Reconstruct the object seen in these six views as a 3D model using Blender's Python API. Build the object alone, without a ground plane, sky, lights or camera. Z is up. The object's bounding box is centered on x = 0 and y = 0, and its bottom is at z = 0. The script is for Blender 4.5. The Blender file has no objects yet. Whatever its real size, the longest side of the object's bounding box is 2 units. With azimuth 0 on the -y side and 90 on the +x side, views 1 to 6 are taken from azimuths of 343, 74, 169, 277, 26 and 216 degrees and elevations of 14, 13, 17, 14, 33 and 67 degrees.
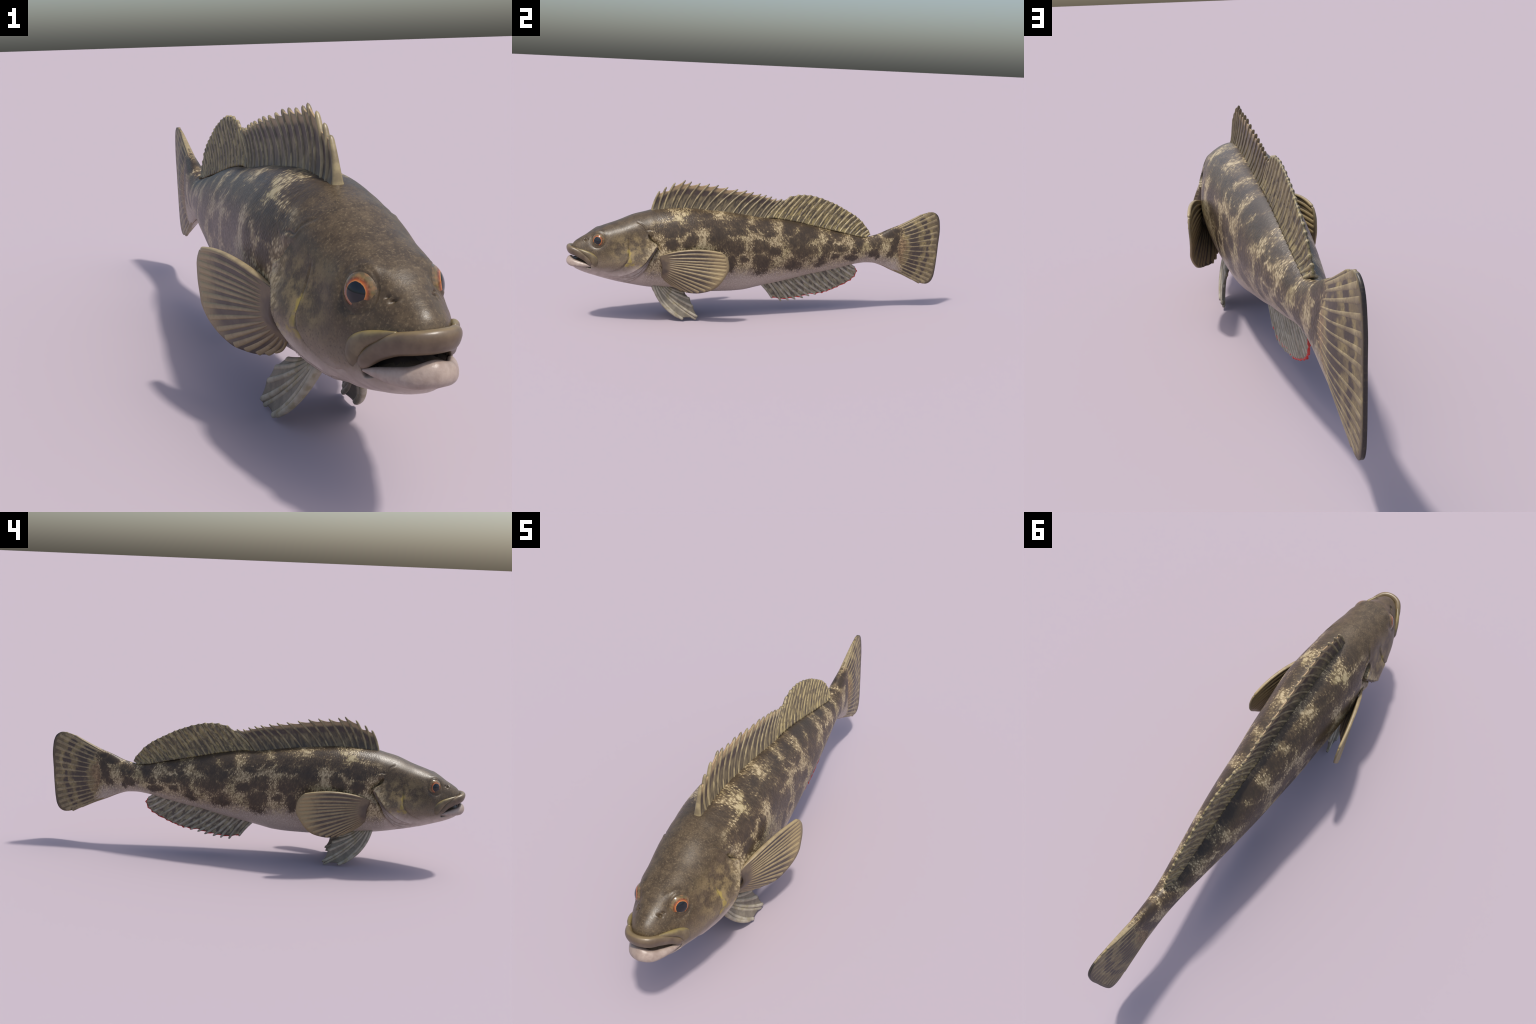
"""Mottled sea bass-like fish: lofted body with sculpted head, lips, eyes and ray-built fins."""
import bpy, math
import numpy as np
from mathutils import Matrix, Vector

RNG = np.random.default_rng(7)

# ------------------------------------------------------------------ helpers
def pchip(xs, ys, x):
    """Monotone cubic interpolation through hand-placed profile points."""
    xs = np.asarray(xs, float); ys = np.asarray(ys, float); x = np.asarray(x, float)
    h = np.diff(xs); d = np.diff(ys) / h
    m = np.zeros_like(ys); m[0] = d[0]; m[-1] = d[-1]
    for i in range(1, len(xs) - 1):
        if d[i - 1] * d[i] > 0:
            w1 = 2 * h[i] + h[i - 1]; w2 = h[i] + 2 * h[i - 1]
            m[i] = (w1 + w2) / (w1 / d[i - 1] + w2 / d[i])
    k = np.clip(np.searchsorted(xs, x) - 1, 0, len(xs) - 2)
    t = np.clip((x - xs[k]) / h[k], 0, 1)
    return ((2*t**3 - 3*t**2 + 1) * ys[k] + (t**3 - 2*t**2 + t) * h[k] * m[k]
            + (-2*t**3 + 3*t**2) * ys[k + 1] + (t**3 - t**2) * h[k] * m[k + 1])

def table(rows):
    a = np.array(rows, float)
    return lambda y: pchip(a[:, 0], a[:, 1], y)

def smooth(a, b, x):
    t = np.clip((x - a) / (b - a), 0, 1)
    return t * t * (3 - 2 * t)

def spline(pts, n, smoothness=True):
    """Resample control points to n points, evenly by arc length, Catmull-Rom."""
    p = np.array(pts, float)
    e = np.vstack([2 * p[0] - p[1], p, 2 * p[-1] - p[-2]])
    out = []
    for i in range(1, len(e) - 2):
        for t in np.linspace(0, 1, 40, endpoint=False):
            a, b, c, d = e[i - 1], e[i], e[i + 1], e[i + 2]
            out.append(.5 * (2*b + (c - a)*t + (2*a - 5*b + 4*c - d)*t*t + (3*b - a - 3*c + d)*t**3))
    out.append(p[-1]); out = np.array(out)
    s = np.concatenate([[0], np.cumsum(np.linalg.norm(np.diff(out, axis=0), axis=1))])
    q = np.linspace(0, s[-1], n)
    return np.stack([np.interp(q, s, out[:, k]) for k in range(p.shape[1])], -1)

def at_params(ts, vals, q):
    """Piecewise monotone interpolation of rows of vals at parameters q."""
    vals = np.array(vals, float)
    return np.stack([pchip(ts, vals[:, k], q) for k in range(vals.shape[1])], -1)

def bezier(b, c, t, n):
    s = np.linspace(0, 1, n)[:, None]
    return (1 - s)**2 * b + 2 * s * (1 - s) * c + s**2 * t

def mesh_object(name, verts, faces, mat, parent, shade=True, kind=None):
    me = bpy.data.meshes.new(name)
    me.from_pydata(np.asarray(verts).tolist(), [], faces)
    me.validate()
    if shade:
        me.polygons.foreach_set("use_smooth", [True] * len(me.polygons))
    me.materials.append(mat)
    ob = bpy.data.objects.new(name, me)
    bpy.context.scene.collection.objects.link(ob)
    ob.parent = parent
    if kind:
        ob["kind"] = kind
    return ob

def grid_faces(nu, nv, wrap_v=False, off=0):
    f = []
    for i in range(nu - 1):
        for j in range(nv if wrap_v else nv - 1):
            j2 = (j + 1) % nv
            f.append((off + i*nv + j, off + (i+1)*nv + j, off + (i+1)*nv + j2, off + i*nv + j2))
    return f

def tube(path, ra, rb, na, seg=12, crest=1.0):
    """Closed tube along path; half axis ra along the field na, rb across it."""
    path = np.asarray(path, float); n = len(path)
    tan = np.gradient(path, axis=0); tan /= np.linalg.norm(tan, axis=1)[:, None]
    na = np.broadcast_to(np.asarray(na, float), path.shape)
    na = na - (na * tan).sum(1)[:, None] * tan
    na = na / np.linalg.norm(na, axis=1)[:, None]
    nb = np.cross(tan, na)
    th = np.linspace(0, 2*np.pi, seg, endpoint=False)
    ra = np.broadcast_to(ra, (n,)); rb = np.broadcast_to(rb, (n,))
    v = (path[:, None, :] + (ra[:, None] * np.sign(np.cos(th)) * np.abs(np.cos(th))**crest)[..., None] * na[:, None, :]
         + (rb[:, None] * np.sin(th))[..., None] * nb[:, None, :]).reshape(-1, 3)
    f = grid_faces(n, seg, True)
    v = np.vstack([v, path[0], path[-1]])
    a, b = len(v) - 2, len(v) - 1
    for j in range(seg):
        f.append((a, j, (j + 1) % seg)); f.append((b, (n-1)*seg + (j + 1) % seg, (n-1)*seg + j))
    return v, f

def mirror_x(v):
    w = np.array(v, float).copy(); w[:, 0] *= -1
    return w

# ------------------------------------------------------------------ material kit
class Kit:
    def __init__(self, name):
        self.mat = bpy.data.materials.new(name); self.mat.use_nodes = True
        self.t = self.mat.node_tree; self.t.nodes.clear()
        self.out = self.t.nodes.new("ShaderNodeOutputMaterial")
        self.bsdf = self.t.nodes.new("ShaderNodeBsdfPrincipled")
        self.t.links.new(self.bsdf.outputs[0], self.out.inputs[0])
        self.pos = self.t.nodes.new("ShaderNodeTexCoord").outputs["Object"]
    def _in(self, sock, val):
        if isinstance(val, bpy.types.NodeSocket):
            self.t.links.new(val, sock)
        elif isinstance(val, (tuple, list)) and sock.type == "RGBA" and len(val) == 3:
            sock.default_value = (*val, 1)
        else:
            sock.default_value = val
    def math(self, op, a, b=0.0, c=0.0, clamp=False):
        n = self.t.nodes.new("ShaderNodeMath"); n.operation = op; n.use_clamp = clamp
        for s, v in zip(n.inputs, (a, b, c)): self._in(s, v)
        return n.outputs[0]
    def add(self, a, b): return self.math("ADD", a, b)
    def sub(self, a, b): return self.math("SUBTRACT", a, b)
    def mul(self, a, b): return self.math("MULTIPLY", a, b)
    def clamp(self, a): return self.math("ADD", a, 0.0, clamp=True)
    def vec(self, op, a, b=(0, 0, 0), c=(0, 0, 0)):
        n = self.t.nodes.new("ShaderNodeVectorMath"); n.operation = op
        for s, v in zip(n.inputs, (a, b, c)): self._in(s, v)
        return n.outputs["Value"] if op in ("LENGTH", "DISTANCE", "DOT_PRODUCT") else n.outputs[0]
    def sep(self, v):
        n = self.t.nodes.new("ShaderNodeSeparateXYZ"); self._in(n.inputs[0], v); return n.outputs
    def comb(self, x, y, z):
        n = self.t.nodes.new("ShaderNodeCombineXYZ")
        for s, v in zip(n.inputs, (x, y, z)): self._in(s, v)
        return n.outputs[0]
    def noise(self, v, scale, detail=3, rough=.55, dist=0.0):
        n = self.t.nodes.new("ShaderNodeTexNoise")
        self._in(n.inputs["Vector"], v)
        n.inputs["Scale"].default_value = scale; n.inputs["Detail"].default_value = detail
        n.inputs["Roughness"].default_value = rough; n.inputs["Distortion"].default_value = dist
        return n.outputs
    def voronoi(self, v, scale, feature="F1", rand=1.0):
        n = self.t.nodes.new("ShaderNodeTexVoronoi"); n.feature = feature
        self._in(n.inputs["Vector"], v); n.inputs["Scale"].default_value = scale
        n.inputs["Randomness"].default_value = rand
        return n.outputs
    def step(self, a, b, x, lo=0.0, hi=1.0):
        n = self.t.nodes.new("ShaderNodeMapRange"); n.interpolation_type = "SMOOTHSTEP"
        self._in(n.inputs["Value"], x)
        for k, v in (("From Min", a), ("From Max", b), ("To Min", lo), ("To Max", hi)): self._in(n.inputs[k], v)
        return n.outputs[0]
    def mix(self, f, a, b, mode="MIX"):
        n = self.t.nodes.new("ShaderNodeMix"); n.data_type = "RGBA"; n.blend_type = mode
        self._in(n.inputs["Factor"], f); self._in(n.inputs["A"], a) if False else None
        ins = [s for s in n.inputs if s.type == "RGBA"]
        self._in(ins[0], a); self._in(ins[1], b)
        return [o for o in n.outputs if o.type == "RGBA"][0]
    def ramp(self, f, stops, interp="LINEAR"):
        n = self.t.nodes.new("ShaderNodeValToRGB"); r = n.color_ramp; r.interpolation = interp
        while len(r.elements) < len(stops): r.elements.new(1.0)
        for e, (p, c) in zip(r.elements, stops):
            e.position = p; e.color = (*c, 1) if isinstance(c, tuple) else (c, c, c, 1)
        self._in(n.inputs[0], f)
        return n.outputs[0]
    def curve(self, x, rows):
        """Scalar profile over x through rows (x, value)."""
        x0, x1 = rows[0][0], rows[-1][0]
        f = self.math("DIVIDE", self.sub(x, x0), x1 - x0)
        return self.ramp(f, [((a - x0) / (x1 - x0), b) for a, b in rows], "B_SPLINE" if False else "EASE")
    def bump(self, h, strength=.4, dist=.002, normal=None):
        n = self.t.nodes.new("ShaderNodeBump")
        n.inputs["Strength"].default_value = strength; n.inputs["Distance"].default_value = dist
        self._in(n.inputs["Height"], h)
        if normal is not None: self._in(n.inputs["Normal"], normal)
        self._in(self.bsdf.inputs["Normal"], n.outputs[0])
        return n.outputs[0]
    def done(self, color, rough=.45, spec=.5, **kw):
        self._in(self.bsdf.inputs["Base Color"], color)
        self._in(self.bsdf.inputs["Roughness"], rough)
        self.bsdf.inputs["Specular IOR Level"].default_value = spec
        for k, v in kw.items(): self._in(self.bsdf.inputs[k.replace("_", " ")], v)
        return self.mat

# dark blotches on the flank: (y, z, half length, half height)
BLOTCHES = [
    (-.482,.473,.074,.027), (-.507,.445,.034,.015), (-.572,.540,.069,.025), (-.360,.514,.063,.034), (-.283,.496,.063,.019),
    (-.271,.448,.041,.040), (-.209,.382,.057,.037), (-.159,.496,.051,.028), (-.176,.458,.050,.020), (-.496,.402,.031,.017),
    (-.396,.429,.022,.024), (-.420,.400,.028,.018), (-.200,.297,.019,.047), (-.057,.384,.035,.028), (-.138,.322,.026,.014),
    (-.047,.296,.029,.036), (-.041,.242,.034,.018), (-.077,.477,.038,.016),
    (-.021,.481,.051,.022), (.006,.442,.032,.019), (-.052,.372,.035,.028), (.024,.351,.029,.022), (-.032,.296,.033,.033),
    (.159,.403,.058,.035), (.186,.350,.060,.033), (.167,.426,.032,.016), (.138,.276,.034,.033), (.299,.303,.024,.024),
    (.283,.272,.018,.018), (.110,.456,.032,.025), (.220,.452,.046,.022), (.243,.429,.023,.019), (.376,.423,.040,.023),
    (.322,.355,.030,.023), (.407,.357,.037,.018), (.341,.393,.018,.018), (.374,.313,.018,.012), (.467,.304,.030,.016),
    (.481,.341,.018,.010), (.513,.385,.022,.033), (.498,.408,.027,.013), (.134,.489,.039,.019),
    (.606,.379,.025,.030), (.597,.321,.026,.018), (.625,.298,.012,.012), (.730,.389,.015,.026), (.720,.348,.019,.024),
    (.706,.316,.015,.018), (.691,.422,.025,.019), (.730,.438,.018,.012), (.767,.324,.012,.018)]
# pale patches that break up the dark back
PALE = [(-.430,.541,.026,.012), (-.469,.520,.024,.013), (-.256,.530,.042,.013), (-.088,.506,.034,.012),
        (-.345,.452,.026,.018), (-.425,.445,.020,.014), (.045,.482,.03,.012), (.35,.437,.03,.012), (-.60,.50,.026,.022)]

def ellipse_field(k, q, items):
    """Smallest normalised distance to any of the ellipses."""
    best = None
    for y, z, ry, rz in items:
        d = k.vec("LENGTH", k.vec("MULTIPLY_ADD", q, (0, 1/ry, 1/rz), (0, -y/ry, -z/rz)))
        best = d if best is None else k.math("SMOOTH_MIN", best, d, .25)
    return best

def skin_material():
    k = Kit("mottled_skin")
    x, y, z = k.sep(k.pos)
    ax = k.math("ABSOLUTE", x)
    q = k.comb(ax, y, z)
    w1 = k.noise(q, 14, 3)["Color"]; w2 = k.noise(q, 55, 2)["Color"]
    warp = k.vec("ADD", k.vec("MULTIPLY", k.vec("SUBTRACT", w1, (.5, .5, .5)), (0, .055, .055)),
                 k.vec("MULTIPLY", k.vec("SUBTRACT", w2, (.5, .5, .5)), (0, .026, .026)))
    qw = k.vec("ADD", q, warp)
    field = ellipse_field(k, qw, BLOTCHES)
    blot = k.step(1.85, .55, field)
    pale = k.step(1.45, .5, ellipse_field(k, qw, PALE))
    # scales: small upright slanted cells
    slant = k.comb(ax, k.add(y, k.mul(z, .25)), z)
    cells = k.voronoi(k.vec("MULTIPLY", slant, (95, 185, 100)), 1.0, rand=.9)
    cell_r = k.sep(cells["Color"])[0]
    fleck = k.math("MULTIPLY", k.step(.65, .1, cells["Distance"]), cell_r)
    grain = k.noise(q, 190, 3, .6)["Fac"]
    soft = k.noise(q, 24, 4, .6)["Fac"]
    mid = k.noise(q, 9, 3, .6)["Fac"]
    ragged = k.noise(k.vec("MULTIPLY", slant, (70, 105, 62)), 1.0, 3, .65)["Fac"]
    # how brown each place is: blotches, brown back, ragged noise; pale patches subtract
    back = k.mul(k.step(-.012, .05, k.sub(z, k.sub(.478, k.mul(y, .155)))), k.step(.66, .56, y, .45, 1.0))
    sc = k.add(k.add(k.mul(blot, .60), k.mul(back, .42)), k.mul(k.mul(k.step(-.52, -.60, y), k.step(.42, .47, z)), .22))
    sc = k.add(sc, k.add(k.mul(k.sub(soft, .5), 1.0), k.mul(k.sub(mid, .5), .45)))
    sc = k.sub(sc, k.mul(k.mul(pale, k.step(.36, .66, k.noise(q, 42, 3, .6)["Fac"], .25, 1.0)), .42))
    open_ = k.step(.70, .25, sc)
    sc = k.add(sc, k.mul(k.sub(ragged, .5), k.add(.95, k.mul(open_, .5))))
    sc = k.add(sc, k.sub(k.add(.23, k.mul(open_, .09)), k.mul(fleck, k.add(.14, k.mul(open_, .80)))))
    body = k.ramp(k.clamp(sc), [(0.0, (.43, .345, .205)), (.15, (.30, .232, .128)), (.34, (.170, .124, .064)), (.56, (.092, .064, .034)),
                                (.80, (.056, .038, .0215)), (1.0, (.042, .029, .017))])
    body = k.mix(k.mul(k.step(.45, .7, mid), k.mul(k.step(.5, .2, sc), .30)), body, (.27, .235, .085))
    # belly line along the body
    zb = k.curve(y, [(-1.0, .30), (-.9, .270), (-.80, .262), (-.73, .268), (-.67, .285), (-.605, .240), (-.5, .238), (-.2, .245),
                     (0, .232), (.2, .240), (.4, .262), (.58, .292), (.72, .27), (.8, .2)])
    rel = k.sub(z, k.add(zb, k.mul(k.sub(soft, .5), .035)))
    belly = k.step(.050, -.032, k.add(rel, k.add(k.mul(k.sub(ragged, .5), -.06), k.mul(k.step(.40, .9, sc), .040))))
    bel_c = k.mix(k.step(.35, .7, grain), (.36, .300, .250), (.50, .430, .365))
    bel_c = k.mix(k.mul(k.step(.25, .05, fleck), k.mul(k.step(-.07, .02, rel), .45)), bel_c, (.20, .155, .105))
    body = k.mix(k.mul(belly, .95), body, bel_c)
    # head: plain olive brown, mottled golden on the gill cover, pale underneath
    edge = k.add(y, k.add(k.mul(k.sub(soft, .5), .10), k.mul(k.sub(z, .40), -.25)))
    head = k.step(-.57, -.65, edge)
    mott = k.noise(q, 38, 4, .65)["Fac"]
    hc = k.mix(k.step(.35, .68, mott), (.052, .0345, .0175), (.090, .062, .032))
    gold = k.mul(k.step(-.86, -.68, y), k.mul(k.step(.475, .40, z), k.step(.40, .64, soft)))
    hc = k.mix(k.mul(gold, .75), hc, (.28, .205, .088))
    cheek = k.mul(k.step(.37, .265, k.add(z, k.mul(k.sub(mott, .5), .05))), .75)
    hc = k.mix(cheek, hc, (.235, .183, .128))
    hc = k.mix(k.mul(k.step(.48, .32, grain), .5), hc, (.040, .028, .016))
    hc = k.mix(k.mul(k.step(.54, .68, grain), .38), hc, (.20, .150, .085))
    yel = k.step(1.2, .5, ellipse_field(k, qw, [(-.708,.36,.006,.02), (-.712,.325,.009,.018), (-.724,.30,.014,.010),
                                               (-.70,.30,.012,.008), (-.68,.286,.012,.007), (-.655,.296,.012,.008)]))
    hc = k.mix(k.mul(yel, .55), hc, (.33, .25, .045))
    hb = k.step(.030, -.022, k.add(rel, k.mul(k.sub(mott, .5), .04)))
    hc = k.mix(hb, hc, k.mix(k.step(.3, .7, mott), (.35, .287, .240), (.48, .405, .350)))
    col = k.mix(head, body, hc)
    pores = k.noise(q, 330, 2, .6)["Fac"]
    h = k.mul(k.step(.7, 0.0, cells["Distance"]), k.mul(k.sub(1.0, k.mul(head, .9)), k.sub(1.0, k.mul(back, .8))))
    h = k.add(k.add(h, k.mul(k.mul(pores, head), .5)), k.mul(grain, .35))
    k.bump(h, .26, .0022)
    return k.done(col, k.step(.3, .7, grain, .34, .46), .42)

def lip_material():
    k = Kit("lip_skin")
    n = k.noise(k.pos, 30, 4, .6)["Fac"]; g = k.noise(k.pos, 190, 2)["Fac"]
    x, y, z = k.sep(k.pos)
    c = k.mix(k.step(.35, .7, n), (.098, .068, .041), (.140, .100, .060))
    c = k.mix(k.mul(k.step(.31, .285, z), .5), c, (.27, .21, .16))
    crease = k.curve(y, [(-1.0, .384), (-.982, .3795), (-.973, .3765), (-.946, .3665), (-.914, .3460), (-.891, .3205), (-.86, .30)])
    c = k.mix(k.mul(k.step(-.007, -.001, k.sub(z, crease)), .35), c, (.25, .18, .065))
    k.bump(g, .15, .001)
    return k.done(c, .36, .5)

def maxilla_material():
    k = Kit("maxilla_skin")
    n = k.noise(k.pos, 40, 4, .6)["Fac"]
    x, y, z = k.sep(k.pos)
    c = k.mix(k.step(.35, .7, n), (.105, .077, .041), (.160, .120, .064))
    top = k.step(.014, .022, k.sub(z, k.curve(y, [(-.95, .352), (-.90, .338), (-.875, .325), (-.85, .305), (-.84, .29)])))
    c = k.mix(k.mul(top, .45), c, (.27, .205, .055))
    return k.done(c, .38, .5)

def jaw_material():
    k = Kit("lower_lip_skin")
    n = k.noise(k.pos, 30, 4, .6)["Fac"]; g = k.noise(k.pos, 95, 3)["Fac"]
    c = k.mix(k.step(.3, .7, n), (.26, .196, .160), (.37, .295, .245))
    c = k.mix(k.mul(k.step(.62, .75, n), .4), c, (.20, .15, .13))
    k.bump(g, .25, .003)
    return k.done(c, .4, .5)

def mouth_material():
    k = Kit("mouth_lining")
    n = k.noise(k.pos, 40)["Fac"]
    return k.done(k.mix(n, (.085, .064, .052), (.135, .103, .085)), .6, .3)

def membrane_material():
    """Folded membrane under the gill cover: brown at the top, pale below."""
    k = Kit("gill_membrane_skin")
    x, y, z = k.sep(k.pos)
    q = k.comb(k.math("ABSOLUTE", x), y, z)
    n = k.noise(q, 45, 4, .6)["Fac"]
    c = k.mix(k.step(.3, .7, n), (.33, .27, .225), (.45, .385, .335))
    c = k.mix(k.step(.268, .345, k.add(z, k.mul(k.sub(n, .5), .04))), c, (.135, .100, .070))
    k.bump(k.noise(q, 190, 3)["Fac"], .2, .0015)
    return k.done(c, .42, .5)

def eye_material():
    k = Kit("eyeball")
    x, y, z = k.sep(k.pos)
    wob = k.mul(k.sub(k.noise(k.pos, 60, 2)["Fac"], .5), .10)
    r = k.add(k.math("DIVIDE", k.math("SQRT", k.add(k.mul(y, y), k.mul(z, z))), .036), wob)
    r = k.math("MAXIMUM", r, k.step(.0, -.004, x, 0.0, .95))
    n = k.noise(k.pos, 130, 3)["Fac"]
    ring = k.ramp(r, [(0, (.006, .008, .012)), (.53, (.006, .008, .011)), (.55, (.44, .18, .05)), (.60, (.32, .072, .014)),
                      (.665, (.15, .038, .011)), (.735, (.10, .046, .015)), (.80, (.12, .088, .034)), (1.0, (.07, .052, .03))])
    c = k.mix(k.mul(k.step(.4, .7, n), k.mul(k.step(.56, .62, r), .5)), ring, (.30, .15, .06))
    return k.done(c, .14, .35, Coat_Weight=.35, Coat_Roughness=.03)

def fin_material(name, lo, hi, spot, spot_amt=.8, scale=(60, 60, 60), rough=.45, extra=None, cut=(.52, .62), grain_dir=None):
    """Fin skin: two tones along noise, with dark spots; extra(k, y, z, colour) may add more."""
    k = Kit(name)
    x, y, z = k.sep(k.pos)
    q = k.comb(k.math("ABSOLUTE", x), y, z)
    n = k.noise(q, 30, 4, .6)["Fac"]; g = k.noise(q, 160, 3)["Fac"]
    c = k.mix(k.step(.36, .66, n), lo, hi)
    g2 = q
    if grain_dir:
        # streaks that run along the rays: turn the y-z plane so that z follows them
        a, b = grain_dir
        g2 = k.comb(x, k.sub(k.mul(y, b), k.mul(z, a)), k.add(k.mul(y, a), k.mul(z, b)))
        n = k.noise(k.vec("MULTIPLY", g2, (30, 75, 22)), 1.0, 4, .6)["Fac"]
        c = k.mix(k.step(.36, .66, n), lo, hi)
    s = k.noise(k.vec("MULTIPLY", g2, scale), 1.0, 2, .5)["Fac"]
    c = k.mix(k.mul(k.step(cut[0], cut[1], s), spot_amt), c, spot)
    if extra: c = extra(k, q, y, z, c)
    c = k.mix(k.mul(k.step(.5, .75, g), .25), c, lo)
    k.bump(g, .2, .001)
    return k.done(c, rough, .45)

# ------------------------------------------------------------------ body profiles (y: snout -1 .. tail +1)
TOP = table([(-.978,.330),(-.975,.362),(-.970,.379),(-.961,.393),(-.938,.410),(-.905,.4295),(-.868,.454),(-.846,.463),(-.826,.471),
             (-.75,.498),(-.667,.531),(-.617,.543),(-.585,.551),(-.533,.558),(-.456,.563),(-.387,.561),(-.3,.5525),(-.194,.541),
             (-.104,.527),(-.013,.513),(.079,.5045),(.172,.489),(.276,.465),(.363,.443),(.461,.422),(.569,.404),(.62,.413),(.70,.445),(.8,.482)])
BOT = table([(-.978,.310),(-.974,.285),(-.965,.267),(-.94,.252),(-.90,.236),(-.868,.225),(-.807,.205),(-.749,.1885),(-.689,.175),
             (-.64,.1645),(-.57,.153),(-.48,.143),(-.38,.133),(-.27,.126),(-.19,.126),(-.115,.130),(-.042,.144),(.049,.162),
             (.142,.179),(.235,.201),(.33,.218),(.425,.237),(.521,.257),(.57,.262),(.61,.260),(.66,.246),(.72,.218),(.8,.185)])
WID = table([(-.978,.012),(-.974,.03),(-.965,.043),(-.94,.064),(-.90,.084),(-.868,.096),(-.807,.119),(-.75,.134),(-.70,.146),
             (-.65,.152),(-.60,.148),(-.56,.142),(-.47,.143),(-.40,.143),(-.33,.139),(-.24,.132),(-.1,.124),(0,.117),(.11,.110),(.25,.096),
             (.4,.076),(.46,.067),(.57,.051),(.66,.040),(.74,.032),(.8,.024)])
MID = table([(-.978,.32),(-.9,.295),(-.85,.305),(-.75,.315),(-.65,.322),(-.5,.340),(-.3,.345),(0,.335),(.3,.335),(.57,.335),(.8,.333)])
NUP = table([(-.978,2.0),(-.92,2.0),(-.88,2.2),(-.83,2.4),(-.75,2.1),(-.65,2.0),(-.5,2.35),(-.35,2.5),(-.15,2.4),(0,2.2),(.2,2.0),(.8,2)])
NLO = table([(-.978,2.0),(-.85,1.85),(-.66,1.65),(-.5,1.65),(-.35,1.85),(-.2,2.0),(0,1.9),(.15,1.75),(.30,1.68),(.46,1.68),(.62,1.85),(.8,2.0)])
# flattening (+) or swelling (-) of the upper flank between the widest line and the ridge
FLAT = table([(-.978,0),(-.88,.0),(-.83,.03),(-.76,.10),(-.70,.14),(-.63,.11),(-.57,.04),(-.50,.01),(-.35,-.03),(-.15,-.03),(.05,0),(.8,0)])

EYE_RING = np.array([.0755, -.852, .4134]); EYE_R = .045; RING_R = .0295   # eye opening and eyeball radius
EYE_AXIS = np.array([math.sin(math.radians(58)) * math.cos(math.radians(12)), -math.cos(math.radians(58)) * math.cos(math.radians(12)), math.sin(math.radians(12))])
EYE = EYE_RING - EYE_AXIS * math.sqrt(EYE_R**2 - RING_R**2)
OPERCLE = [(-.640,.462),(-.618,.452),(-.613,.433),(-.604,.420),(-.588,.410),(-.573,.400),(-.580,.385),(-.598,.358),(-.616,.335),
           (-.633,.316),(-.651,.298),(-.670,.282),(-.692,.266),(-.717,.2525),(-.746,.2415),(-.772,.2375),(-.80,.238)]
GILL = [(-.618,.452),(-.613,.433),(-.604,.420),(-.588,.410),(-.571,.398),(-.574,.378),(-.592,.350),(-.610,.318),(-.623,.288),
        (-.640,.263),(-.658,.243),(-.678,.221),(-.702,.203),(-.73,.192)]
FOLDS = [[(-.600,.345),(-.622,.312),(-.640,.288),(-.662,.263),(-.690,.243),(-.725,.229),(-.77,.224)],
         [(-.615,.318),(-.634,.283),(-.655,.256),(-.680,.234),(-.712,.217),(-.75,.208)]]
CHEEK = [(-.712,.440),(-.711,.421),(-.709,.386),(-.710,.350),(-.719,.322),(-.745,.289),(-.774,.272),(-.807,.262),(-.835,.270),(-.850,.262)]

def polyline_dist(p, line, flat=.02):
    """Signed distance (positive on the tailward side) and a fade toward both ends of the line."""
    L = spline(line, 120); best = np.full(len(p), 9.0); sgn = np.ones(len(p)); s = np.zeros(len(p))
    seg = np.linalg.norm(np.diff(L, axis=0), axis=1); acc = np.concatenate([[0], np.cumsum(seg)])
    for i in range(len(L) - 1):
        a, d = L[i], L[i + 1] - L[i]
        t = np.clip(((p - a) @ d) / (d @ d), 0, 1)
        r = p - (a + t[:, None] * d); q = np.hypot(r[:, 0], r[:, 1])
        m = q < best
        best[m] = q[m]; s[m] = (acc[i] + t * seg[i])[m]
        sgn[m] = np.sign(d[0] * r[:, 1] - d[1] * r[:, 0])[m]
    fade = smooth(0, flat, s) * smooth(acc[-1], acc[-1] - flat, s)
    return best * sgn, fade

def mouth_line(y):
    return np.interp(y, [-1, -.98, -.95, -.92, -.90, -.88], [.330, .329, .316, .304, .295, .287])

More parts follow.
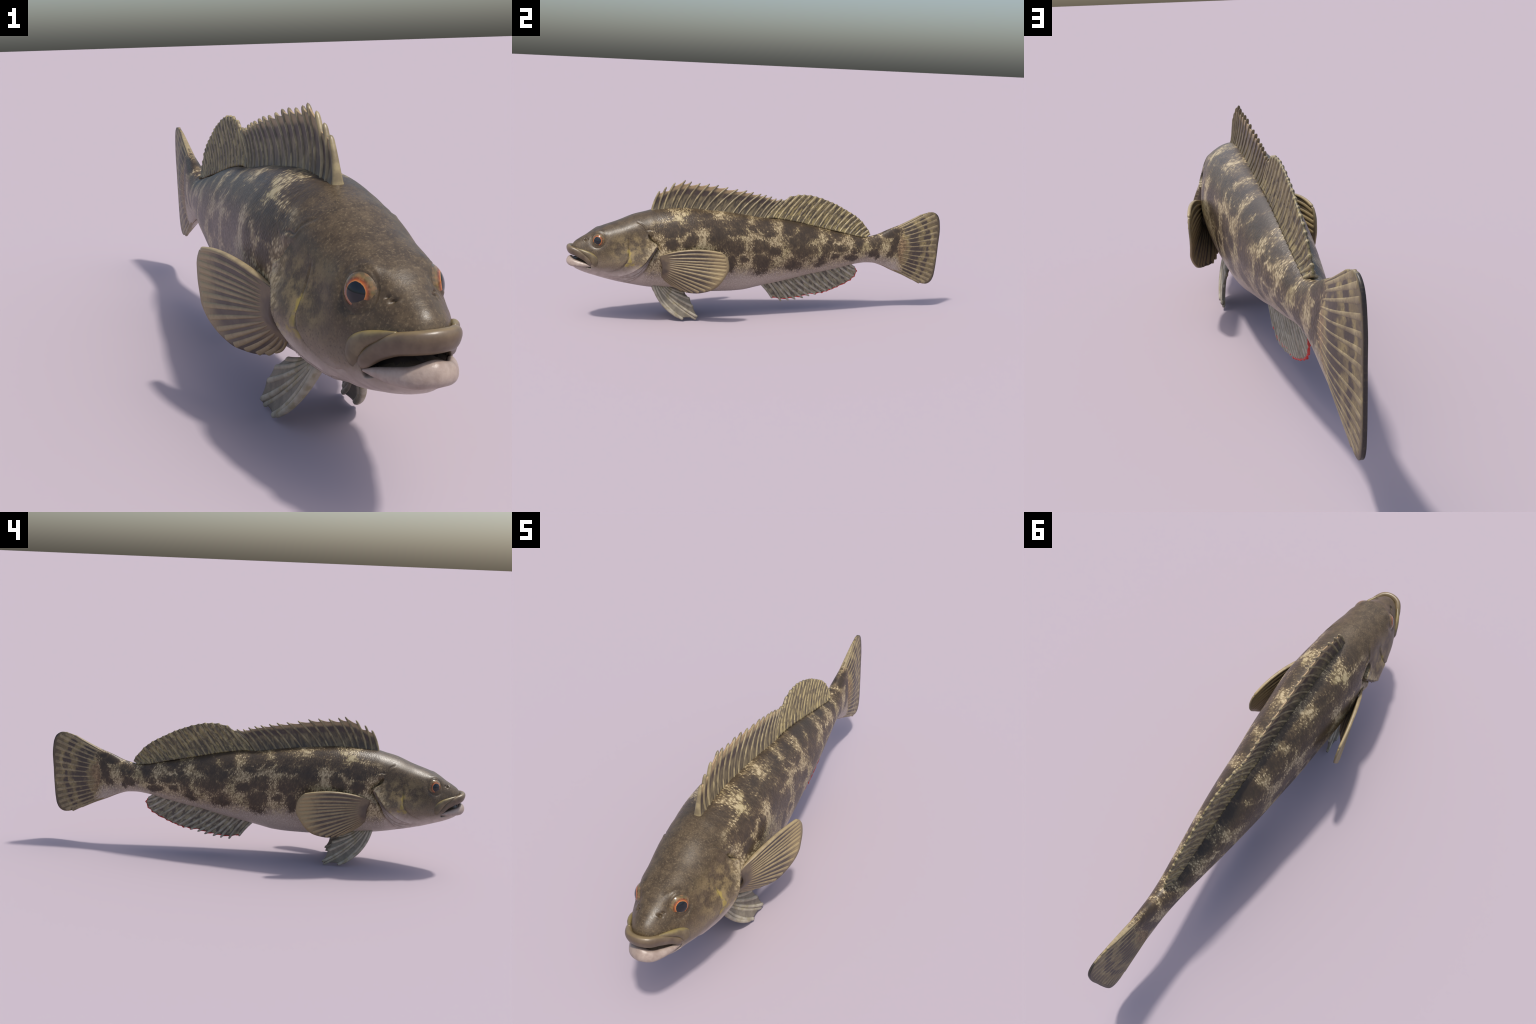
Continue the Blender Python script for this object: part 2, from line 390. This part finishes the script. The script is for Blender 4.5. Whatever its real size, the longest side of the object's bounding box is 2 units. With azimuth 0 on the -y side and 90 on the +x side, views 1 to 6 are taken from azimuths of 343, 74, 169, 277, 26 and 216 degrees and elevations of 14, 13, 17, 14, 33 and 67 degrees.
def build_body(root, skin, lining, flap_mat):
    ys = np.concatenate([-.978 + (.978 - .93) * np.linspace(0, 1, 70)**2, np.arange(-.9287, -.545, .0013),
                         np.arange(-.545, .5, .0035), np.linspace(.5, .8, 90)])
    M = 440
    th = np.linspace(0, 2*np.pi, M, endpoint=False) + np.pi / 2
    c, s = np.cos(th), np.sin(th)
    t, b, w, m, n = (f(ys)[:, None] for f in (TOP, BOT, WID, MID, NUP))
    nn = np.where(s > 0, n, NLO(ys)[:, None])
    frac = np.where(s > 0, np.abs(s)**(2/nn), 0.0)
    slim = 1 - FLAT(ys)[:, None] * np.sin(np.pi * np.clip(frac / .85, 0, 1))**1.5
    X = slim * w * np.sign(c) * np.abs(c)**(2/nn)
    Z = m + np.where(s > 0, (t - m) * np.abs(s)**(2/nn), -(m - b) * np.abs(s)**(2/nn))
    Y = np.repeat(ys[:, None], M, 1)
    P = np.stack([X, Y, Z], -1)
    du = np.gradient(P, axis=0); dv = np.roll(P, -1, 1) - np.roll(P, 1, 1)
    N = np.cross(dv, du); N /= np.linalg.norm(N, axis=-1)[..., None] + 1e-12
    out = np.where((N * (P - np.stack([0*X, Y, np.repeat(m, M, 1)], -1))).sum(-1) < 0, -1.0, 1.0)
    N *= out[..., None]
    D = np.zeros_like(X)
    head = (Y < -.40) & (Y > -.99)
    p2 = np.stack([Y[head], Z[head]], -1)
    lateral = smooth(.012, .035, np.abs(X[head]))
    d = np.zeros(len(p2))
    sd, f = polyline_dist(p2, GILL, .025)
    tip = np.where(p2[:, 1] > .37, 1.0, .8)
    d += f * lateral * np.where(sd < 0, .0045 * np.exp(sd / .03),
                                -tip * (.022 * np.exp(-np.maximum(sd, 0) / .011) + .006 * np.exp(-np.maximum(sd, 0) / .035)) * smooth(-.0005, .0022, sd))
    so, fo = polyline_dist(p2, OPERCLE, .03)
    low = smooth(.40, .37, p2[:, 1])
    d += fo * lateral * low * np.where(so < 0, .0060 * np.exp(so / .018), -.0095 * np.exp(-so / .025) * smooth(-.0005, .002, so))
    for line in FOLDS:
        sf, ff = polyline_dist(p2, line, .03)
        d += ff * lateral * np.where(sf < 0, .0050 * np.exp(sf / .007), -.0075 * np.exp(-sf / .007) * smooth(-.0005, .0015, sf))
    sc, fc = polyline_dist(p2, CHEEK, .03)
    d += fc * lateral * (-.0030 * np.exp(-(sc / .004)**2) + np.where(sc < 0, .0028 * np.exp(sc / .025), 0))
    rel = np.stack([np.abs(X[head]), Y[head], Z[head]], -1) - EYE_RING
    along = rel @ EYE_AXIS; de = np.linalg.norm(rel - along[:, None] * EYE_AXIS, axis=1)
    nearby = (np.abs(along) < .05) & (de < .09)
    # pull the skin onto a raised rim around the eye opening, with a crease outside it
    rim = np.exp(-(np.maximum(de - .032, 0) / .016)**2) * nearby
    want = -.004 - .009 * smooth(.032, .056, de) - along
    proj = np.clip((N[head] * [1, 1, 1] * np.stack([np.sign(X[head]), np.ones(len(de)), np.ones(len(de))], -1)) @ EYE_AXIS, .35, 1)
    d += lateral * rim * np.clip(want / proj, -.005, .013) * smooth(.018, .029, de)
    d += lateral * nearby * (-.0016 * np.exp(-((de - .038) / .0035)**2))
    for ny, nz, r, a in ((-.911, .4095, .0045, -.008), (-.900, .414, .003, -.005), (-.9165, .4085, .005, .0025)):
        d += lateral * a * np.exp(-((p2[:, 0] - ny)**2 + (p2[:, 1] - nz)**2) / r**2)
    # ridge of the shoulder girdle above the gill cover
    sr, fr = polyline_dist(p2, [(-.672,.502),(-.641,.487),(-.624,.466),(-.60,.466),(-.575,.46)], .02)
    d += fr * lateral * (.0016 * np.exp(-((sr + .003) / .006)**2) - .0026 * np.exp(-((sr - .004) / .004)**2))
    # hollow that takes the root of the pectoral fin
    d -= lateral * .010 * np.exp(-((p2[:, 0] + .535) / .040)**2 - ((p2[:, 1] - .300) / .075)**2)
    D[head] = d
    P = P + D[..., None] * N
    # mouth slot pushed inward
    gap = np.abs(Z - mouth_line(Y))
    slot = smooth(.020, .013, gap) * smooth(-.886, -.904, Y) * (Y < -.8)
    P[..., 1] += .085 * slot * smooth(-.86, -.93, Y)
    P[..., 0] *= 1 - .45 * slot
    P = P.reshape(-1, 3)
    nu = len(ys)
    i, j = np.meshgrid(np.arange(nu - 1), np.arange(M), indexing="ij"); j2 = (j + 1) % M
    F = np.stack([i*M + j, i*M + j2, (i+1)*M + j2, (i+1)*M + j], -1).reshape(-1, 4)
    cap = np.array([[0, 0, 0, 0]])
    # regions by face
    C = np.stack([Y, Z], -1).reshape(-1, 2)[F].mean(1); CX = X.reshape(-1)[F].mean(1)
    mouth = slot.reshape(-1)[F].mean(1) > .45
    region = np.full(len(F), 2)
    region[C[:, 0] > .43] = 3
    near = C[:, 0] < -.5
    g = np.zeros(len(F)); g[near] = polyline_dist(C[near], GILL)[0]
    ck = np.zeros(len(F)); ck[near] = polyline_dist(C[near], CHEEK)[0]
    front = near & ((g < .002) & (C[:, 1] < .452) | (C[:, 1] >= .452) & (C[:, 0] < -.618) | (C[:, 0] < -.73))
    region[front] = 0
    cover = front & (ck > 0) & (C[:, 1] < .452) & (C[:, 1] > .20) & (C[:, 0] > -.78)
    region[cover & (CX > 0)] = 1; region[cover & (CX < 0)] = 5
    ops = np.zeros(len(F)); ops[near] = polyline_dist(C[near], OPERCLE)[0]
    flap = front & (ops > .0012) & (C[:, 1] < .388) & (C[:, 1] > .195) & (C[:, 0] > -.76)
    region[flap & (CX > 0)] = 6; region[flap & (CX < 0)] = 7
    region[mouth] = 4
    # normals of the whole skin, shared by every piece
    fn = np.cross(P[F[:, 1]] - P[F[:, 0]], P[F[:, 3]] - P[F[:, 0]]) + np.cross(P[F[:, 3]] - P[F[:, 2]], P[F[:, 1]] - P[F[:, 2]])
    vn = np.zeros_like(P)
    for k in range(4): np.add.at(vn, F[:, k], fn)
    vn /= np.linalg.norm(vn, axis=1)[:, None] + 1e-15
    centre = P - np.stack([np.zeros(len(P)), P[:, 1], MID(np.clip(P[:, 1], -.978, .8))], -1)
    if (vn * centre).sum() < 0:
        F = F[:, ::-1]; vn = -vn
    for name, r in (("head", 0), ("gill_cover", 1), ("gill_cover", 5), ("torso", 2), ("tail", 3), ("mouth", 4), ("gill_membrane", 6), ("gill_membrane", 7)):
        fs = F[region == r]
        used, inv = np.unique(fs, return_inverse=True)
        faces = inv.reshape(-1, 4).tolist()
        verts = P[used]; norms = vn[used]
        if r in (0, 4) and 0 in used:
            pass
        if r == 3:
            ring = np.searchsorted(used, np.arange((nu - 1) * M, nu * M))
            verts = np.vstack([verts, P[(nu-1)*M:].mean(0)]); norms = np.vstack([norms, [0, 1, 0]])
            faces += [(len(verts) - 1, int(ring[(a + 1) % M]), int(ring[a])) for a in range(M)]
        ob = mesh_object(name, verts, faces, {4: lining, 6: flap_mat, 7: flap_mat}.get(r, skin), root)
        ob.data.normals_split_custom_set_from_vertices(norms.tolist())
    # plug at the very front, hidden between the lips
    ring = P[:M]
    v = np.vstack([ring, ring.mean(0)])
    mesh_object("palate", v, [(M, a, (a + 1) % M) for a in range(M)], lining, root)

# ------------------------------------------------------------------ mouth parts
def u_sweep(half, heights, depths, tilt, name, mat, root, n=120, seg=28, crest=1.0):
    """Tube around the jaw: half path from the front midline to the corner, mirrored to a U."""
    hp = np.array(half, float); k = len(hp)
    full = np.vstack([hp[::-1] * [-1, 1, 1], hp[1:]])
    path = spline(full, n)
    u = np.abs(np.linspace(-1, 1, n))
    hl = spline(np.array(half, float), 60); L = np.concatenate([[0], np.cumsum(np.linalg.norm(np.diff(hl, axis=0), axis=1))]); L /= L[-1]
    knots = np.concatenate([[0], np.cumsum(np.linalg.norm(np.diff(hp, axis=0), axis=1))]); knots /= knots[-1]
    h = pchip(knots, heights, u); d = pchip(knots, depths, u)
    tan = np.gradient(path, axis=0); tan /= np.linalg.norm(tan, axis=1)[:, None]
    up = np.array([0, 0, 1.0]) - tan * tan[:, 2:3]; up /= np.linalg.norm(up, axis=1)[:, None]
    outw = np.cross(up, tan)
    outw *= np.sign((outw * (path - [0, -.85, 0])).sum(1))[:, None]
    a = np.radians(tilt)
    na = np.cos(a) * up + np.sin(a) * outw
    v, f = tube(path, h, d, na, seg, crest)
    return mesh_object(name, v, f, mat, root)

def build_mouth(root, lip, maxil, jaw):
    u_sweep([(0,-.984,.3585),(.0318,-.975,.3565),(.0525,-.947,.3475),(.067,-.914,.328),(.079,-.891,.306),(.083,-.874,.286)],
            [.0225,.0215,.020,.018,.0145,.004], [.0135,.0135,.0135,.0128,.012,.004], 16, "upper_lip", lip, root, crest=.78)
    u_sweep([(0,-.983,.3030),(.030,-.973,.2970),(.051,-.946,.2925),(.068,-.915,.2895),(.081,-.886,.286)],
            [.0235,.0195,.0155,.010,.003], [.0165,.0145,.012,.009,.004], -18, "lower_lip", jaw, root)
    path = spline([(.052,-.950,.368),(.071,-.920,.3565),(.084,-.892,.342),(.091,-.872,.322),(.0925,-.868,.302),(.089,-.870,.284)], 50)
    u = np.linspace(0, 1, 50)
    wid = pchip([0, .25, .5, .72, .9, 1], [.003, .009, .0145, .0195, .014, .002], u)
    thk = pchip([0, .3, .8, 1], [.004, .0085, .0105, .002], u)
    for mir in (False, True):
        v, f = tube(path, thk, wid, (1, -.35, .12), 22)
        if mir: v, f = mirror_x(v), [q[::-1] for q in f]
        mesh_object("maxilla", v, f, maxil, root)

def build_eyes(root, mat):
    n, m = 48, 64
    v = [(EYE_R, 0, 0)]; f = []
    for i in range(1, n):
        a = math.pi * i / n
        for j in range(m):
            t = 2 * math.pi * j / m
            v.append((EYE_R * math.cos(a), EYE_R * math.sin(a) * math.cos(t), EYE_R * math.sin(a) * math.sin(t)))
    v.append((-EYE_R, 0, 0))
    for j in range(m):
        f.append((0, 1 + j, 1 + (j + 1) % m)); e = 1 + (n - 2) * m
        f.append((len(v) - 1, e + (j + 1) % m, e + j))
        for i in range(n - 2):
            a = 1 + i * m
            f.append((a + j, a + m + j, a + m + (j + 1) % m, a + (j + 1) % m))
    first = mesh_object("eye", v, f, mat, root)
    gaze = np.array([math.sin(math.radians(58)), -math.cos(math.radians(58)), .16])
    rot = Vector(gaze.tolist()).to_track_quat("X", "Z").to_matrix().to_4x4()
    first.matrix_local = Matrix.Translation(EYE.tolist()) @ rot
    ax = gaze * [-1, 1, 1]
    other = first.copy(); bpy.context.scene.collection.objects.link(other); other.parent = root
    other.matrix_local = Matrix.Translation((EYE * [-1, 1, 1]).tolist()) @ Vector(ax.tolist()).to_track_quat("X", "Z").to_matrix().to_4x4()

# ------------------------------------------------------------------ fins
def ray_at(ray, s):
    x = np.clip(s, 0, 1) * (len(ray) - 1)
    i = np.clip(x.astype(int), 0, len(ray) - 2); t = (x - i)[..., None]
    return ray[i] * (1 - t) + ray[i + 1] * t

def build_fin(name, ray_name, rays, normal, root, web_mat, ray_mat, web=(.0035, .0015), ray_n=(.005, .003), ray_b=(.005, .003),
              ends=None, sag=.02, sub=8, nv=26, mirror=False, ray_from=0.0, ripple=0.0, blunt=.9, margin=None, flare=0.0, lens=None, curved=False, ray_to=1.0, edge_scale=1.0):
    """Fin = webbing stretched between rays (closed sheet) + one tapered rod per ray."""
    rays = [np.asarray(r, float) for r in rays]; K = len(rays)
    ends = ends or [(1.0, 1.0)] * (K - 1)
    cols, us = [], []
    vs = np.linspace(0, 1, nv)
    for k in range(K - 1):
        e0, e1 = ends[k]
        for i in range(sub + (1 if k == K - 2 else 0)):
            f = i / sub
            e = e0 + (e1 - e0) * f - sag * 4 * f * (1 - f)
            if i == 0 and k > 0: e = max(e, ends[k - 1][1])
            if curved:
                a, b, c, d = (ray_at(rays[min(max(k + o, 0), K - 1)], vs * e) for o in (-1, 0, 1, 2))
                cols.append(.5 * (2*b + (c - a)*f + (2*a - 5*b + 4*c - d)*f*f + (3*b - a - 3*c + d)*f**3))
            else:
                cols.append((1 - f) * ray_at(rays[k], vs * e) + f * ray_at(rays[k + 1], vs * e))
            us.append(k + f)
    S = np.array(cols)
    if isinstance(normal, str):
        nrm = np.cross(np.gradient(S, axis=0), np.gradient(S, axis=1)); nrm /= np.linalg.norm(nrm, axis=-1)[..., None] + 1e-12
        if nrm[..., 0].mean() < 0: nrm = -nrm
    else:
        nrm = np.broadcast_to(np.array(normal, float), S.shape)
    S = S + ripple * np.sin(np.array(us) * 2.1 + 1.0)[:, None, None] * vs[None, :, None] * nrm
    half = (web[0] + (web[1] - web[0]) * vs + flare * (1 - vs)**4)[None, :, None]
    if lens is not None: half = half + lens(S)[..., None]
    nu = len(S); A = (S + half * nrm).reshape(-1, 3); B = (S - half * nrm).reshape(-1, 3)
    V = np.vstack([A, B]); off = nu * nv
    F = grid_faces(nu, nv) + [q[::-1] for q in grid_faces(nu, nv, off=off)]
    loop = [i * nv for i in range(nu)] + [(nu - 1) * nv + j for j in range(1, nv)] + [i * nv + nv - 1 for i in range(nu - 2, -1, -1)] + [j for j in range(nv - 2, 0, -1)]
    for a, b in zip(loop, loop[1:] + loop[:1]): F.append((b, a, a + off, b + off))
    if mirror: V, F = mirror_x(V), [q[::-1] for q in F]
    fin = mesh_object(name, V, F, web_mat, root)
    nr = 30
    for k, r in enumerate(rays):
        s = ray_from + (ray_to - ray_from) * np.linspace(0, 1, nr)**.85
        p = ray_at(r, s)
        col = min(k * sub, nu - 1)
        nn = np.stack([np.interp(s * (nv - 1), np.arange(nv), nrm[col][:, a]) for a in range(3)], -1)
        q = np.linspace(0, 1, nr)
        cap = np.sqrt(np.clip(1 - np.clip((q - blunt) / (1 - blunt), 0, 1)**2, 0, 1)) * .999 + .001
        ra = (ray_n[0] + (ray_n[1] - ray_n[0]) * q + flare * (.5 if k == 0 else 1.0) * (1 - s)**4 + (lens(p) if lens is not None else 0)) * cap; rb = (ray_b[0] + (ray_b[1] - ray_b[0]) * q) * cap
        if k in (0, K - 1): rb = rb * edge_scale
        if ray_from > 0:
            lead = smooth(0, .16, q); ra = ra * (.35 + .65 * lead); rb = rb * (.3 + .7 * lead)
        v, f = tube(p + ripple * np.sin(k * 2.1 + 1.0) * s[:, None] * nn, ra, rb, nn, 16 if lens is not None else 12, .30 if lens is not None else .8)
        if mirror: v, f = mirror_x(v), [x[::-1] for x in f]
        mesh_object(ray_name, v, f, ray_mat, fin)
    if margin is not None:
        edge = np.array([S[i, -1] for i in range(nu)])
        away = S[:, -1] - S[:, -3]; away /= np.linalg.norm(away, axis=1)[:, None]
        rad = .0024 + .0014 * np.sin(np.arange(nu) * .9) * np.sin(np.arange(nu) * .23 + 1)
        v, f = tube(edge + away * .0018, np.maximum(rad, .001) + .0012, np.maximum(rad, .001), nrm[:, -1], 8)
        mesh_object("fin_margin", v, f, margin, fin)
    return fin

def plane(pts):
    return np.array([(0, y, z) for y, z in pts], float)

def bowed(base, tip, bow):
    """Ray in the midline plane, bowed toward the head/top by a share of its length."""
    d = tip - base; perp = np.array([0, -d[2], d[1]]) if True else None
    perp = perp * np.sign(perp[2] if abs(perp[2]) > abs(perp[1]) else -perp[1])
    return bezier(base, (base + tip) / 2 + perp * bow * 2, tip, 24)

def build_fins(root):
    khaki = (.30, .245, .135); olive = (.155, .125, .07); dark = (.052, .040, .028)
    margin_line = [(-.60,.62),(-.545,.628),(-.50,.650),(-.46,.666),(-.41,.670),(-.3,.660),(-.2,.647),(-.07,.630),(.09,.598),(.2,.58)]
    def spiny_web(k, q, y, z, c):
        h = k.sub(z, k.curve(y, margin_line))
        n = k.noise(q, 26, 2)["Fac"]
        spot = k.mul(k.step(-.048, -.034, h), k.step(-.010, -.022, h))
        c = k.mix(k.mul(spot, k.step(.35, .55, n, .5, .95)), c, (.055, .036, .030))
        return k.mix(k.mul(k.step(-.018, -.004, h), .85), c, (.36, .25, .13))
    web_sp = fin_material("spiny_fin_webbing", (.070, .053, .034), (.185, .145, .076), (.045, .034, .025), .7, (40, 70, 20), extra=spiny_web, grain_dir=(.45, .89))
    spine_m = fin_material("fin_spine", (.17, .133, .072), (.28, .225, .118), (.09, .068, .042), .6, (60, 40, 22), .38)
    web_soft = fin_material("soft_fin_webbing", (.10, .078, .042), (.30, .235, .095), (.055, .042, .03), .75, (60, 105, 42), cut=(.50, .58), grain_dir=(.62, .78))
    ray_soft = fin_material("soft_fin_ray", (.22, .175, .092), (.36, .29, .145), (.085, .064, .045), .7, (50, 90, 55), cut=(.52, .60), grain_dir=(.62, .78))
    # spiny dorsal
    sb = plane([(-.581,.549),(-.551,.553),(-.525,.556),(-.490,.558),(-.464,.559),(-.426,.558),(-.389,.556),(-.348,.553),(-.314,.549),
                (-.274,.545),(-.223,.540),(-.172,.534),(-.142,.529),(-.105,.523),(-.061,.517),(-.031,.511),(-.006,.508)])
    st = plane([(-.546,.643),(-.513,.664),(-.470,.685),(-.419,.698),(-.388,.691),(-.344,.684),(-.296,.681),(-.250,.675),(-.201,.664),
                (-.149,.654),(-.102,.648),(-.066,.640),(-.026,.631),(.003,.625),(.032,.617),(.057,.607),(.087,.605)])
    ends = [(.86, .80), (.80, .72)] + [(.84 if i < 3 else .88, .965) for i in range(14)]
    build_fin("dorsal_fin", "dorsal_spine", [bowed(b - (t - b) * .06, b + (t - b) * 1.02, .05) for b, t in zip(sb, st)], (1, 0, 0), root, web_sp, spine_m,
              web=(.0065, .0024), ray_n=(.0088, .0058), ray_b=(.0068, .0048), ends=ends, sag=.035, blunt=.86, flare=.012)
    # soft dorsal
    fb = plane([(.005,.508),(.039,.510),(.067,.506),(.100,.501),(.134,.495),(.167,.489),(.198,.482),(.230,.474),(.261,.467),(.293,.460),(.325,.452),
                (.353,.446),(.382,.440),(.409,.434),(.438,.427),(.468,.420),(.500,.412),(.533,.407),(.560,.404)])
    ft = plane([(.098,.598),(.141,.621),(.182,.629),(.213,.629),(.246,.627),(.276,.620),(.309,.611),(.341,.599),(.367,.589),(.391,.579),(.417,.565),
                (.447,.549),(.474,.534),(.500,.519),(.520,.503),(.541,.486),(.564,.457),(.581,.438),(.588,.421)])
    build_fin("soft_dorsal_fin", "fin_ray", [bowed(b, t, .03) for b, t in zip(fb, ft)], (1, 0, 0), root, web_soft, ray_soft,
              web=(.0065, .0030), ray_n=(.0090, .0062), ray_b=(.0072, .0078), sag=.022, blunt=.95, flare=.011)
    # anal fin
    red = fin_material("red_fin_edge", (.50, .02, .015), (.62, .04, .03), (.35, .06, .04), .4, (60, 60, 60))
    web_an = fin_material("anal_fin_webbing", (.15, .13, .085), (.29, .255, .155), (.065, .052, .045), .8, (60, 80, 34), cut=(.48, .57), grain_dir=(.58, -.81))
    ray_an = fin_material("anal_fin_ray", (.28, .25, .185), (.41, .37, .285), (.18, .16, .09), .5, (60, 40, 40))
    ab = plane([(-.006,.158),(.029,.166),(.051,.171),(.079,.174),(.104,.179),(.135,.184),(.168,.190),(.196,.196),(.239,.204),(.276,.212),(.312,.219),
                (.352,.227),(.392,.235),(.427,.241),(.455,.248),(.484,.253)])
    at = plane([(.060,.074),(.109,.056),(.151,.058),(.189,.065),(.232,.071),(.267,.081),(.304,.088),(.334,.098),(.362,.107),(.391,.117),(.419,.129),
                (.462,.148),(.493,.166),(.515,.186),(.526,.214),(.516,.232)])
    ends = [(.90, .86)] + [(.86, .92)] * 5 + [(.95, .97)] + [(1.0, 1.0)] * 8
    build_fin("anal_fin", "fin_ray", [bowed(b, t, -.035) for b, t in zip(ab, at)], (1, 0, 0), root, web_an, ray_an,
              web=(.005, .0022), ray_n=(.0085, .0045), ray_b=(.0075, .0058), ends=ends, sag=.03, blunt=.88, margin=red)
    # caudal fin
    def tail_bands(k, q, y, z, c):
        dy = k.sub(y, .60); dz = k.sub(z, .335)
        r = k.math("SQRT", k.add(k.mul(dy, dy), k.mul(k.mul(dz, dz), .9)))
        r = k.add(r, k.mul(k.sub(k.noise(q, 24, 3)["Fac"], .5), .085))
        band = k.math("MAXIMUM", k.mul(k.step(.20, .225, r), k.step(.295, .275, r)), k.mul(k.step(.312, .322, r), k.step(.350, .338, r)))
        band = k.math("MAXIMUM", band, k.mul(k.step(.356, .37, r), .55))
        c = k.mix(k.mul(k.mul(band, k.step(.24, .46, k.noise(q, 21, 2)["Fac"])), c_band[0]), c, (.050, .036, .030))
        root_c = k.mix(k.step(.40, .62, k.noise(k.vec("MULTIPLY", q, (80, 130, 80)), 1.0, 3, .65)["Fac"]), (.11, .062, .030), (.31, .205, .105))
        c = k.mix(k.mul(k.step(.215, .165, r), .85), c, root_c)
        rim = k.curve(z, [(.13, .955), (.16, .976), (.20, .987), (.27, .992), (.35, .9955), (.42, .9985), (.46, .9955), (.50, .987), (.525, .970), (.54, .945)])
        return k.mix(k.step(-.0045, -.0015, k.sub(y, rim)), c, (.035, .028, .022))
    def tail_lens(p):
        """Fleshy thickness of the tail fan: thick at its root, thin toward the edges."""
        y, z = p[..., 1], p[..., 2]
        reach = np.interp(y, [.58, .66, .75, .85, .93, 1.0], [.072, .095, .138, .178, .200, .20])
        across = np.clip(1 - ((z - .335) / reach)**2, 0, 1)
        return .027 * across * smooth(1.0, .80, y) * smooth(.55, .70, y)
    c_band = [.95]
    web_c = fin_material("tail_fin_webbing", (.16, .120, .058), (.29, .225, .095), (.055, .04, .03), .45, (70, 60, 60), extra=tail_bands)
    c_band = [.20]
    ray_c = fin_material("tail_fin_ray", (.22, .170, .090), (.35, .28, .150), (.13, .095, .055), .5, (75, 60, 60), extra=tail_bands)
    cb = at_params([0,.1,.25,.4,.5,.6,.75,.9,1], plane([(.60,.395),(.655,.405),(.715,.392),(.735,.360),(.738,.335),(.735,.310),(.715,.275),(.665,.262),(.60,.272)]), np.linspace(0, 1, 17))
    ct = plane([(.895,.527),(.945,.536),(.974,.523),(.989,.497),(.9955,.463),(.9985,.425),(.997,.389),(.995,.352),(.994,.312),(.992,.272),(.990,.237),(.987,.205),(.982,.175),(.970,.150),(.948,.1355),(.915,.137),(.865,.156)])
    rays = []
    for k, (b, t) in enumerate(zip(cb, ct)):
        u = k / 16
        rays.append(bezier(b, (b + t) / 2 + np.array([0, 0, .010 * (1 - 2*u) * -1]), t, 24))
    build_fin("tail_fin", "fin_ray", rays, (1, 0, 0), root, web_c, ray_c, web=(.0040, .0040), ray_n=(.0053, .0050), ray_b=(.0046, .0098),
              sag=.0, blunt=.96, lens=tail_lens, curved=True, ray_to=.98, edge_scale=.4)
    # pectoral fins
    def pec(k, q, y, z, c):
        r = k.vec("DISTANCE", q, (.128, -.56, .285))
        r = k.add(r, k.mul(k.sub(k.noise(q, 30, 2)["Fac"], .5), .05))
        c = k.mix(k.mul(k.step(.22, .31, r), pc[1]), c, (.36, .270, .130))
        c = k.mix(k.mul(k.step(.135, .06, r), .7), c, pc[0])
        return k.mix(k.mul(k.step(.055, .03, r), .8), c, (.07, .052, .040))
    pc = ((.185, .135, .076), .75)
    web_p = fin_material("pectoral_webbing", (.072, .055, .042), (.105, .082, .062), (.055, .042, .034), .5, (30, 30, 30), extra=pec)
    pc = ((.190, .140, .078), .6)
    ray_p = fin_material("pectoral_ray", (.23, .175, .095), (.34, .265, .140), (.16, .12, .07), .4, (30, 30, 30), extra=pec)
    K = 16; u = np.linspace(0, 1, K)
    base = at_params([0, .5, 1], [(.126,-.566,.341),(.130,-.547,.288),(.100,-.543,.231)], u)
    tips = at_params([0,.12,.28,.46,.62,.75,.87,1.0],
                     [(.2084,-.2534,.3650),(.2115,-.234,.335),(.2105,-.228,.295),(.2100,-.2557,.2362),(.186,-.309,.1785),(.162,-.368,.160),(.126,-.414,.155),(.101,-.466,.174)], u)
    rays = []
    for b, t, s in zip(base, tips, u):
        lead = np.exp(-(s / .12)**2)
        rays.append(bezier(b, (b + t) / 2 + np.array([.014 - .026 * s + .010 * lead, 0, .012 * (1 - 2*s) + .042 * lead]), t, 24))
    for mir in (False, True):
        build_fin("pectoral_fin", "fin_ray", rays, "grid", root, web_p, ray_p, web=(.0050, .0036), ray_n=(.0080, .0056), ray_b=(.0038, .0092),
                  sag=.0, mirror=mir, ray_from=.02, blunt=.97, curved=True, ray_to=.985, edge_scale=.7)
    # pelvic fins
    web_v = fin_material("pelvic_webbing", (.15, .128, .092), (.25, .215, .155), (.11, .092, .058), .4, (30, 30, 30))
    ray_v = fin_material("pelvic_ray", (.30, .262, .190), (.41, .365, .275), (.25, .21, .105), .55, (40, 40, 40))
    base = at_params([0, 1], [(.041,-.578,.172),(.034,-.508,.158)], np.linspace(0, 1, 7))
    tips = [(.098,-.446,.014),(.101,-.430,.0065),(.099,-.362,.0042),(.104,-.357,.017),(.0934,-.3805,.0706),(.0784,-.396,.107),(.060,-.425,.134)]
    rays = [bezier(b, (b + np.array(t)) / 2 + np.array([.016, -.040 * (1 - i/6), -.024 * (1 - i/6)]), np.array(t), 24) for i, (b, t) in enumerate(zip(base, tips))]
    ends = [(1, 1), (.95, .95), (1, 1), (1, 1), (1, 1), (1, 1)]
    for mir in (False, True):
        build_fin("pelvic_fin", "fin_ray", rays, "grid", root, web_v, ray_v, web=(.0075, .0036), ray_n=(.0110, .0058), ray_b=(.0068, .0075),
                  ends=ends, sag=.03, mirror=mir, blunt=.95)

# ------------------------------------------------------------------ assemble
def main():
    root = bpy.data.objects.new("fish", None)
    bpy.context.scene.collection.objects.link(root)
    root["label"] = "brown mottled bass with big lips and spiny dorsal fin"
    root["category"] = "fish"
    build_body(root, skin_material(), mouth_material(), membrane_material())
    build_mouth(root, lip_material(), maxilla_material(), jaw_material())
    build_eyes(root, eye_material())
    build_fins(root)

main()
